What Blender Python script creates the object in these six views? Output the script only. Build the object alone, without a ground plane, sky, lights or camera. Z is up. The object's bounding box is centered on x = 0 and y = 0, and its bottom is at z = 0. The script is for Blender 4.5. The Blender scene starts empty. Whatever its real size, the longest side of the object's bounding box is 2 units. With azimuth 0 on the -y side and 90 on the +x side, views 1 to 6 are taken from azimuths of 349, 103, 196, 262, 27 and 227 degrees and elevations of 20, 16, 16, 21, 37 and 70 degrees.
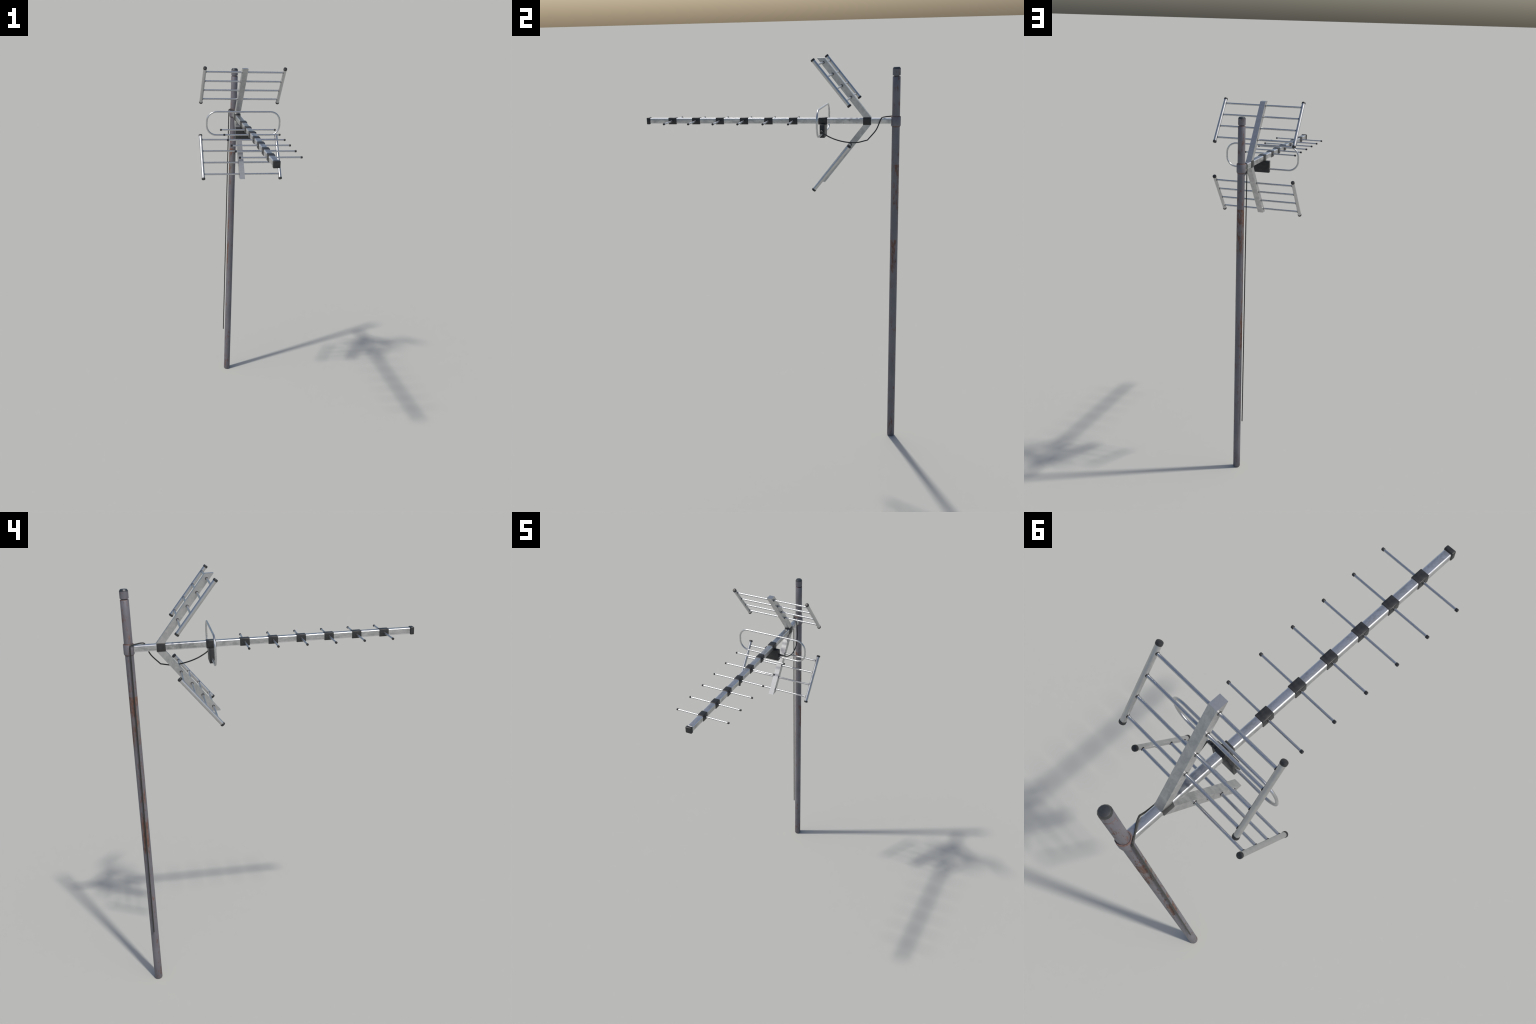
"""Rooftop television antenna: rusty mast, square boom with six directors,
folded dipole with feed box, two slanted reflector grids and a coax cable."""
import bpy, bmesh, math
from mathutils import Vector, Matrix

# ------------------------------------------------------------------ sizes
MAST_Y, MAST_R, MAST_TOP = 0.6264, 0.0191, 1.9435
BOOM_Z, BOOM_H = 1.6872, 0.0146          # axis height, half width
BOOM_FRONT, BOOM_BACK = -0.6325, 0.6075
CLAMP_H = 0.0166
DIR_Y0, DIR_STEP, DIR_N, DIR_HALF = 0.1206, -0.1261, 6, 0.1508
ROD_R, ROD_CAP_R = 0.0040, 0.0054
RAIL_X, RAIL_R, RAIL_CAP_R = 0.2184, 0.0090, 0.0103
RUNG_R = 0.0049
# upper reflector, (y, z) ; the lower one mirrors about the boom axis
RAIL_TOP, RAIL_BOT = Vector((0.2530, 1.9947)), Vector((0.4286, 1.7772))
RUNGS = [(0.2737, 1.9693), (0.3186, 1.9136), (0.3634, 1.8579), (0.4080, 1.8025)]
ARM_BASE, ARM_TIP, ARM_W = (0.4872, 1.7060), (0.2615, 1.9910), 0.0375
DIPOLE_Y = 0.270

# ------------------------------------------------------------------ node helpers
class Nodes:
    def __init__(self, name):
        self.mat = bpy.data.materials.new(name)
        self.mat.use_nodes = True
        self.t = self.mat.node_tree
        self.bsdf = self.t.nodes["Principled BSDF"]
        self.tc = self.t.nodes.new("ShaderNodeTexCoord")
    def link(self, a, b): self.t.links.new(a, b)
    def put(self, sock, v):
        if hasattr(v, "node"): self.link(v, sock)
        else: sock.default_value = v
    def coords(self, scale=(1, 1, 1), loc=(0, 0, 0)):
        m = self.t.nodes.new("ShaderNodeMapping")
        m.inputs["Scale"].default_value = scale
        m.inputs["Location"].default_value = loc
        self.link(self.tc.outputs["Object"], m.inputs["Vector"])
        return m.outputs["Vector"]
    def noise(self, scale, detail=4, rough=0.55, stretch=(1, 1, 1), loc=(0, 0, 0), distort=0.0):
        n = self.t.nodes.new("ShaderNodeTexNoise")
        n.inputs["Scale"].default_value = scale
        n.inputs["Detail"].default_value = detail
        n.inputs["Roughness"].default_value = rough
        n.inputs["Distortion"].default_value = distort
        self.link(self.coords(stretch, loc), n.inputs["Vector"])
        return n.outputs["Fac"]
    def xyz(self):
        s = self.t.nodes.new("ShaderNodeSeparateXYZ")
        self.link(self.tc.outputs["Object"], s.inputs[0])
        return s.outputs
    def math(self, op, a, b=0.0, clamp=False):
        m = self.t.nodes.new("ShaderNodeMath"); m.operation = op; m.use_clamp = clamp
        self.put(m.inputs[0], a); self.put(m.inputs[1], b)
        return m.outputs[0]
    def step(self, v, lo, hi, a=0.0, b=1.0):
        m = self.t.nodes.new("ShaderNodeMapRange"); m.interpolation_type = "SMOOTHSTEP"
        self.put(m.inputs["Value"], v)
        m.inputs["From Min"].default_value = lo; m.inputs["From Max"].default_value = hi
        m.inputs["To Min"].default_value = a; m.inputs["To Max"].default_value = b
        return m.outputs["Result"]
    def window(self, v, lo, hi, soft_lo, soft_hi):
        return self.math("MULTIPLY", self.step(v, lo, lo + soft_lo), self.step(v, hi - soft_hi, hi, 1.0, 0.0))
    def mix(self, fac, a, b):
        m = self.t.nodes.new("ShaderNodeMix"); m.data_type = "RGBA"
        self.put(m.inputs["Factor"], fac)
        for s, v in ((m.inputs[6], a), (m.inputs[7], b)):
            self.put(s, v if hasattr(v, "node") else (*v, 1.0))
        return m.outputs[2]
    def bump(self, h, strength, dist=0.001):
        b = self.t.nodes.new("ShaderNodeBump")
        b.inputs["Strength"].default_value = strength
        b.inputs["Distance"].default_value = dist
        self.link(h, b.inputs["Height"]); self.link(b.outputs[0], self.bsdf.inputs["Normal"])
    def set(self, **kw):
        for k, v in kw.items():
            self.put(self.bsdf.inputs[k.replace("_", " ")], v)

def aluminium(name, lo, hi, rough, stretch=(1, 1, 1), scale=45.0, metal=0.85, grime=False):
    n = Nodes(name)
    cloud = n.noise(scale, 6, 0.62, stretch, distort=0.6)
    fine = n.noise(scale * 6, 3, 0.6, stretch, loc=(3, 1, 7))
    f = n.step(n.math("ADD", n.math("MULTIPLY", cloud, 0.75), n.math("MULTIPLY", fine, 0.25)), 0.36, 0.64)
    col = n.mix(f, lo, hi)
    if grime:      # dark mottling on the boom between the feed clamp and the reflector arms
        y = n.xyz()[1]
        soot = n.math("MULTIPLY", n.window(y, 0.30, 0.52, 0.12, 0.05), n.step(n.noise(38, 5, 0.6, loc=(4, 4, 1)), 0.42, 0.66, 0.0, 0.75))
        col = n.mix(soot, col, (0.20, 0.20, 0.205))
    gloss = n.step(cloud, 0.3, 0.7, rough + 0.07, rough - 0.05)
    if grime:      # sun highlight painted pale along the boom's rounded long edges
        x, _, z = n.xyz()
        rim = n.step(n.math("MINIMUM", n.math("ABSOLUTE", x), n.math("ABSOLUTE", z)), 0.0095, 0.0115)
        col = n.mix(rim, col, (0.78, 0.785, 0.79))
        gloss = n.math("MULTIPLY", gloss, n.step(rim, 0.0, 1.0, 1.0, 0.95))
    n.set(Base_Color=col, Metallic=metal, Roughness=gloss)
    return n.mat

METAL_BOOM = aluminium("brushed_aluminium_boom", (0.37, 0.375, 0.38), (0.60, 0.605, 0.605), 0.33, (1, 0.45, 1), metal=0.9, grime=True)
METAL_ARM = aluminium("weathered_aluminium_arm", (0.42, 0.425, 0.425), (0.53, 0.535, 0.53), 0.37)
METAL_RAIL = aluminium("aluminium_tube", (0.50, 0.505, 0.505), (0.55, 0.555, 0.55), 0.33, metal=0.92)
METAL_ROD = aluminium("aluminium_rod", (0.50, 0.505, 0.512), (0.57, 0.575, 0.58), 0.29, (0.3, 1, 1), 60, metal=0.95)

def black_plastic(name, a=(0.016, 0.017, 0.018), b=(0.028, 0.029, 0.030), rough=0.42):
    n = Nodes(name)
    v = n.noise(70, 5, 0.6)
    n.set(Base_Color=n.mix(n.step(v, 0.35, 0.7), a, b), Roughness=n.step(v, 0.3, 0.7, rough - 0.06, rough + 0.1))
    n.set(**{"Specular IOR Level": 0.45})
    n.bump(n.noise(500, 2), 0.08)
    return n.mat

PLASTIC = black_plastic("black_plastic")
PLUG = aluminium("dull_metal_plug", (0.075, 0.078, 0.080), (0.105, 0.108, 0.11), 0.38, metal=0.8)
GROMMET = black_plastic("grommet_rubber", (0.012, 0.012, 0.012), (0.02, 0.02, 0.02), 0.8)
RUBBER = black_plastic("cable_rubber", (0.018, 0.019, 0.018), (0.028, 0.029, 0.027), 0.5)

def rusty_paint():
    """Mauve-grey painted steel; rust flows in two belts of height and in stray flecks."""
    n = Nodes("rusty_painted_steel")
    x, y, z = n.xyz()
    streak = n.noise(105, 7, 0.68, (1, 1, 0.24), distort=0.2)
    fleck = n.noise(150, 4, 0.6, (1, 1, 0.5), loc=(5, 2, 1))
    tint = n.noise(14, 4, 0.6, (1, 1, 0.5), loc=(2, 8, 4))
    # belt one has a sharp upper edge (old clamp line); belt two runs down the windward side
    belt_a = n.window(z, 1.19, 1.477, 0.10, 0.004)
    lee = n.math("MULTIPLY", n.window(z, 0.62, 1.07, 0.14, 0.12), n.step(x, -0.0165, -0.0085, 1.0, 0.0))
    sun = n.math("MULTIPLY", n.window(z, 0.91, 1.10, 0.05, 0.03), n.step(x, 0.0120, 0.0175))
    belt_b = n.math("ADD", n.math("MULTIPLY", lee, 1.0), n.math("MULTIPLY", sun, 0.9))
    top_a = n.window(z, 1.41, 1.477, 0.05, 0.004)
    foot = n.window(z, 0.03, 0.11, 0.03, 0.03)
    neck = n.window(z, 1.79, 1.90, 0.04, 0.02)
    bias = n.math("ADD", n.math("ADD", n.math("ADD", n.math("MULTIPLY", belt_a, 0.095), n.math("MULTIPLY", top_a, 0.06)), n.math("MULTIPLY", belt_b, 0.17)),
                  n.math("MULTIPLY", n.math("ADD", foot, neck), 0.02))
    patch = n.noise(22, 3, 0.5, (1, 1, 0.35), loc=(1, 4, 9))
    h = n.math("ADD", n.math("ADD", streak, bias), n.math("MULTIPLY", n.math("SUBTRACT", patch, 0.5), 0.36))
    rust = n.step(h, 0.56, 0.71)
    stain = n.math("MULTIPLY", n.step(bias, 0.0, 0.15, 0.12, 0.75), n.step(patch, 0.38, 0.62))
    spots = n.step(n.math("ADD", fleck, n.math("MULTIPLY", n.math("SUBTRACT", patch, 0.5), 0.5)), 0.66, 0.74)
    # rust lines at the cap groove and at the collar rims
    def line(c, w): return n.step(n.math("ABSOLUTE", n.math("SUBTRACT", z, c)), w * 0.4, w, 0.85, 0.0)
    lines = n.math("MAXIMUM", line(1.8992, 0.003), n.math("MAXIMUM", line(1.7095, 0.004), line(1.661, 0.0045)))
    lines = n.math("MULTIPLY", lines, n.step(tint, 0.35, 0.6, 0.35, 1.0))
    rust_f = n.math("MAXIMUM", n.math("MAXIMUM", rust, spots), lines)
    paint = n.mix(n.step(tint, 0.35, 0.65), (0.138, 0.136, 0.160), (0.168, 0.164, 0.188))
    bare = n.math("MULTIPLY", belt_a, n.step(n.noise(55, 5, 0.6, (1, 1, 0.4), loc=(7, 7, 2)), 0.45, 0.62, 0.0, 0.75))
    paint = n.mix(bare, paint, (0.165, 0.168, 0.155))
    chip = n.step(n.noise(120, 3, 0.55, (1, 1, 0.6), loc=(9, 3, 6)), 0.70, 0.76, 0.0, 0.6)
    paint = n.mix(chip, paint, (0.27, 0.27, 0.26))
    paint = n.mix(n.math("MULTIPLY", stain, 0.75), paint, (0.150, 0.112, 0.100))
    rust_c = n.mix(n.step(fleck, 0.35, 0.65), (0.098, 0.045, 0.030), (0.175, 0.082, 0.050))
    n.set(Base_Color=n.mix(n.math("MULTIPLY", rust_f, 0.85), paint, rust_c),
          Roughness=n.step(rust_f, 0.0, 1.0, 0.48, 0.85), Metallic=n.step(rust_f, 0.0, 1.0, 0.25, 0.0))
    n.bump(n.math("ADD", streak, rust_f), 0.15)
    return n.mat

PAINT = rusty_paint()

# ------------------------------------------------------------------ mesh helpers
def finish(bm, name, mat, smooth_angle=40, bevel=0.0, segs=2):
    if bevel:
        sharp = [e for e in bm.edges if len(e.link_faces) == 2 and e.calc_face_angle(0) > math.radians(50)]
        bmesh.ops.bevel(bm, geom=sharp, offset=bevel, segments=segs, profile=0.5, affect="EDGES", clamp_overlap=True)
    bmesh.ops.recalc_face_normals(bm, faces=bm.faces)
    me = bpy.data.meshes.new(name)
    bm.to_mesh(me); bm.free()
    for p in me.polygons: p.use_smooth = True
    me.set_sharp_from_angle(angle=math.radians(smooth_angle))
    me.materials.append(mat)
    return me

def box_mesh(name, size, mat, bevel=0.0, segs=2, angle=40):
    bm = bmesh.new()
    bmesh.ops.create_cube(bm, size=1.0, matrix=Matrix.Diagonal((*size, 1)))
    return finish(bm, name, mat, angle, bevel, segs)

def lathe_mesh(name, profile, mat, sides=12, angle=40, turn=0.5):
    """Revolve (radius, height) pairs about z; radius 0 closes the end."""
    bm = bmesh.new(); rings = []
    for r, h in profile:
        if r == 0: rings.append([bm.verts.new((0, 0, h))])
        else: rings.append([bm.verts.new((r * math.cos(2 * math.pi * (i + turn) / sides),
                                          r * math.sin(2 * math.pi * (i + turn) / sides), h)) for i in range(sides)])
    for a, b in zip(rings, rings[1:]):
        for i in range(sides):
            j = (i + 1) % sides
            if len(a) == 1: bm.faces.new((a[0], b[i], b[j]))
            elif len(b) == 1: bm.faces.new((a[i], a[j], b[0]))
            else: bm.faces.new((a[i], a[j], b[j], b[i]))
    return finish(bm, name, mat, angle)

def tube_mesh(name, pts, radius, mat, sides=10, closed=False):
    """Sweep a circle along a polyline with parallel-transported frames."""
    pts = [Vector(p) for p in pts]; n = len(pts); bm = bmesh.new(); rings = []
    def tangent(i):
        a = pts[i - 1] if (closed or i > 0) else pts[i]
        b = pts[(i + 1) % n] if (closed or i < n - 1) else pts[i]
        return (b - a).normalized()
    t = tangent(0); u = t.orthogonal().normalized()
    for i in range(n):
        t = tangent(i); u = (u - t * u.dot(t)).normalized(); v = t.cross(u)
        rings.append([bm.verts.new(pts[i] + radius * (math.cos(2 * math.pi * k / sides) * u + math.sin(2 * math.pi * k / sides) * v))
                      for k in range(sides)])
    for i in range(n if closed else n - 1):
        a, b = rings[i], rings[(i + 1) % n]
        for k in range(sides):
            bm.faces.new((a[k], a[(k + 1) % sides], b[(k + 1) % sides], b[k]))
    if not closed:
        bm.faces.new(rings[0]); bm.faces.new(rings[-1])
    return finish(bm, name, mat, 50)

ROT_X = Matrix.Rotation(math.pi / 2, 4, "Y")           # lathe axis z -> x

def place(name, mesh, world, parent):
    ob = bpy.data.objects.new(name, mesh)
    bpy.context.scene.collection.objects.link(ob)
    ob.parent = parent
    ob.matrix_parent_inverse = WORLD[parent.name].inverted()
    ob.matrix_basis = world
    WORLD[ob.name] = world
    return ob

WORLD = {}
T = Matrix.Translation

# ------------------------------------------------------------------ root
root = bpy.data.objects.new("television_antenna", None)
bpy.context.scene.collection.objects.link(root)
root.location = (0, MAST_Y, 0)
WORLD[root.name] = T((0, MAST_Y, 0))
root["label"] = "rooftop yagi television antenna on rusty grey mast"
root["category"] = "antenna"

# ------------------------------------------------------------------ mast
at_mast = T((0, MAST_Y, 0))
R = MAST_R
prof = [(0, 0), (R - 0.0015, 0), (R, 0.002)]
prof += [(R, 0.002 + (1.8980 - 0.002) * i / 24) for i in range(1, 25)]
prof += [(R - 0.001, 1.8993), (R - 0.0060, 1.8997), (R - 0.0060, 1.9045), (0, 1.9045)]
mast = place("mast", lathe_mesh("mast", prof, PAINT, 14), at_mast, root)
cap = [(0, 1.9035), (R - 0.001, 1.9035), (R + 0.0002, 1.9047), (R + 0.0002, 1.9345), (0, 1.9345)]
place("mast_cap", lathe_mesh("mast_cap", cap, PAINT, 14), at_mast, mast)
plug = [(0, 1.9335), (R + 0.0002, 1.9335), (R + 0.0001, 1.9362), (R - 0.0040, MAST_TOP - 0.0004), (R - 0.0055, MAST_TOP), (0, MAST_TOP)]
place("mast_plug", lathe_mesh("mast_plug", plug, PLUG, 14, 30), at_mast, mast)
C = 0.0236
collar = [(R - 0.002, 1.6600), (R + 0.0012, 1.6600), (C - 0.0006, 1.6640), (C, 1.6665), (C, 1.7075), (C - 0.0012, 1.7093),
          (R + 0.0014, 1.7093), (R + 0.0012, 1.7070), (R - 0.002, 1.7070)]
place("mast_collar", lathe_mesh("mast_collar", collar, PAINT, 14, 35), at_mast, mast)

# ------------------------------------------------------------------ boom
boom_len = BOOM_BACK - BOOM_FRONT
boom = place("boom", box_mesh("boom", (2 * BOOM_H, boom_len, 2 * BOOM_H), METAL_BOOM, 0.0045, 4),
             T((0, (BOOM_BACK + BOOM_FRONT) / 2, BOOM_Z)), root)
place("boom_end_cap", box_mesh("boom_end_cap", (0.0342, 0.0178, 0.0342), PLASTIC, 0.0038, 3, 60),
      T((0, -0.6408, BOOM_Z)), boom)

# ------------------------------------------------------------------ directors
half = DIR_HALF
rod_me = lathe_mesh("director", [(0, -half + 0.004), (ROD_R, -half + 0.004), (ROD_R, -0.05), (ROD_R, 0), (ROD_R, 0.05), (ROD_R, half - 0.004), (0, half - 0.004)], METAL_ROD, 12)
tip_me = lathe_mesh("director_tip", [(0, -0.0048), (ROD_CAP_R - 0.0005, -0.0048), (ROD_CAP_R, -0.0042), (ROD_CAP_R, 0.0030), (ROD_CAP_R - 0.0016, 0.0048), (0, 0.0048)], PLASTIC, 12)
clamp_me = box_mesh("director_clamp", (2 * CLAMP_H, 0.0432, 2 * CLAMP_H), PLASTIC, 0.0022, 2, 60)
sock_me = lathe_mesh("rod_socket", [(0, -0.001), (ROD_R + 0.0018, -0.001), (ROD_R + 0.0016, 0.0012), (ROD_R, 0.0016)], PLASTIC, 12)
for i in range(DIR_N):
    c = T((0, DIR_Y0 + i * DIR_STEP, BOOM_Z))
    rod = place("director", rod_me, c @ ROT_X, root)
    place("director_clamp", clamp_me, c, rod)
    for s in (-1, 1):
        flip = Matrix.Rotation(0 if s > 0 else math.pi, 4, "Z")
        place("director_tip", tip_me, c @ flip @ T((half - 0.0048, 0, 0)) @ ROT_X, rod)
        place("rod_socket", sock_me, c @ flip @ T((CLAMP_H, 0, 0)) @ ROT_X, rod)

# ------------------------------------------------------------------ reflectors
def arm_mesh():
    bm = bmesh.new(); (y0, z0), (y1, z1) = ARM_BASE, ARM_TIP
    y0 += (y0 - y1) / (z1 - z0) * 0.004; z0 -= 0.004      # sink the foot into the saddle
    h, w = ARM_W / 2, BOOM_H
    ring = lambda y, z: [bm.verts.new((x, y + d, z - BOOM_Z)) for x, d in ((-w, -h), (w, -h), (w, h), (-w, h))]
    a, b = ring(y0, z0), ring(y1, z1)
    bm.faces.new(a); bm.faces.new(b)
    for k in range(4): bm.faces.new((a[k], a[(k + 1) % 4], b[(k + 1) % 4], b[k]))
    return finish(bm, "reflector_arm", METAL_ARM, 40, 0.0012, 2)
arm_me = arm_mesh()
axis = (RAIL_TOP - RAIL_BOT); rail_len = axis.length
cap_len = 0.0100
RL = rail_len / 2
rail_me = lathe_mesh("reflector_rail", [(0, -RL + 0.004), (RAIL_R, -RL + 0.004), (RAIL_R, 0), (RAIL_R, RL - 0.004), (0, RL - 0.004)], METAL_RAIL, 16)
railcap_me = lathe_mesh("rail_cap", [(RAIL_R - 0.001, -cap_len), (RAIL_CAP_R - 0.0004, -cap_len), (RAIL_CAP_R, -cap_len + 0.0008), (RAIL_CAP_R, -0.0026),
                                     (RAIL_CAP_R - 0.0008, -0.0009), (RAIL_CAP_R - 0.0028, 0), (0, 0.0004)], PLASTIC, 16)
rung_me = lathe_mesh("reflector_rung", [(0, -RAIL_X), (RUNG_R, -RAIL_X), (RUNG_R, -0.1), (RUNG_R, 0), (RUNG_R, 0.1), (RUNG_R, RAIL_X), (0, RAIL_X)], METAL_ROD, 12)
grom_me = lathe_mesh("rung_grommet", [(0, -0.001), (RUNG_R + 0.0020, -0.001), (RUNG_R + 0.0019, 0.0007), (RUNG_R - 0.0005, 0.0010)], GROMMET, 12)  # dark ring modelled for baked contact shade where a rung enters the arm
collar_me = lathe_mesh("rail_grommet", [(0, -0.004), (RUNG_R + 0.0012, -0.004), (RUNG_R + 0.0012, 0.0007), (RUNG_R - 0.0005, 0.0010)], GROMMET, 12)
mid = (RAIL_TOP + RAIL_BOT) / 2
tilt = math.atan2(-axis.x, axis.y)     # lean of the rails towards -y
for up in (1, -1):
    mirror = Matrix.Identity(4) if up > 0 else Matrix.Rotation(math.pi, 4, "Y")
    base = T((0, 0, BOOM_Z)) @ mirror
    arm = place("reflector_arm", arm_me, base, root)
    for y, z in RUNGS:
        rc = base @ T((0, y, z - BOOM_Z))
        place("reflector_rung", rung_me, rc @ ROT_X, arm)
        for s in (0, math.pi):
            turn = Matrix.Rotation(s, 4, "Z")
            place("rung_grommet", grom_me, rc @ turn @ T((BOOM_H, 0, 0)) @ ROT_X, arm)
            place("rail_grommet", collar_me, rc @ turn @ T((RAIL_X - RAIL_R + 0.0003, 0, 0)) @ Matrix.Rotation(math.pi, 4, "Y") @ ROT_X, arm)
    for s in (-1, 1):
        rm = base @ T((s * RAIL_X, mid.x, mid.y - BOOM_Z)) @ Matrix.Rotation(tilt, 4, "X")
        rail = place("reflector_rail", rail_me, rm, root)
        place("rail_cap", railcap_me, rm @ T((0, 0, RL)), rail)
        place("rail_cap", railcap_me, rm @ Matrix.Rotation(math.pi, 4, "X") @ T((0, 0, RL)), rail)
# saddle that grips the boom and both arms
place("arm_saddle", box_mesh("arm_saddle", (0.0338, 0.0388, 0.0372), PLASTIC, 0.0022, 2, 60), T((0, 0.4874, BOOM_Z)), boom)

# ------------------------------------------------------------------ folded dipole
def dipole_path():
    hx, zt, zb, r = 0.2032, 1.7560, 1.6280, 0.053
    pts = []
    for cx, cz, a0 in ((hx - r, zt - r, 90), (hx - r, zb + r, 0), (-hx + r, zb + r, -90), (-hx + r, zt - r, -180)):
        for k in range(9):
            a = math.radians(a0 - 90 * k / 8)
            pts.append((cx + r * math.cos(a), 0, cz + r * math.sin(a) - 1.692))
    return pts
dip_c = T((0, DIPOLE_Y, 1.692))
dipole = place("dipole", tube_mesh("dipole", dipole_path(), 0.0047, METAL_ROD, 12, True), dip_c, root)
place("dipole_clamp", box_mesh("dipole_clamp", (0.0350, 0.0440, 0.0342), PLASTIC, 0.0028, 3, 60), T((0, 0.2692, BOOM_Z)), dipole)
feed = place("feed_box", box_mesh("feed_box", (0.0860, 0.0240, 0.0640), PLASTIC, 0.0010, 2, 60), T((0, DIPOLE_Y, 1.6402)), root)
r1 = 0.0072
plugp = [(0, 0.040), (r1, 0.040), (r1, 0.0455), (0.0058, 0.0462), (0.0058, 0.049), (r1 - 0.0006, 0.0497), (r1 - 0.0006, 0.0535), (0.0050, 0.0543),
         (0.0050, 0.057), (0.0058, 0.0578), (0.0056, 0.062), (0.0040, 0.066), (0.0034, 0.071), (0, 0.071)]
place("cable_connector", lathe_mesh("cable_connector", plugp, PLASTIC, 14, 30), T((0, DIPOLE_Y, 1.6425)) @ ROT_X, feed)

# ------------------------------------------------------------------ coax cable
def smooth(points, n=7):
    """Catmull-Rom through the guide points."""
    p = [Vector(q) for q in points]; p = [2 * p[0] - p[1]] + p + [2 * p[-1] - p[-2]]; out = []
    for i in range(1, len(p) - 2):
        a, b, c, d = p[i - 1:i + 3]
        for k in range(n):
            t = k / n
            out.append(0.5 * (2 * b + (c - a) * t + (2 * a - 5 * b + 4 * c - d) * t * t + (3 * b - a - 3 * c + d) * t ** 3))
    return out + [p[-2]]
sag = smooth([(0.066, 0.270, 1.6425), (0.0725, 0.276, 1.6400), (0.0740, 0.292, 1.6275), (0.0715, 0.331, 1.6080), (0.0680, 0.382, 1.5935), (0.0590, 0.440, 1.5885), (0.0490, 0.4936, 1.5998)])
rise = smooth([(0.0490, 0.4936, 1.5998), (0.0360, 0.531, 1.6430), (0.0270, 0.5465, 1.6750), (0.0180, 0.5575, 1.7020), (0.0070, 0.5745, 1.7072), (-0.0090, 0.5930, 1.7078), (-0.0240, 0.6140, 1.7078), (-0.0285, 0.6195, 1.7050)])
drop = [(-0.0288, 0.6205 + (0.6290 - 0.6205) * (1.70 - z) / 1.42, z) for z in (1.698, 1.5, 1.2, 0.9, 0.6, 0.2805)]
place("coax_cable", tube_mesh("coax_cable", sag[:-1] + rise + drop, 0.0030, RUBBER, 8), Matrix.Identity(4), root)
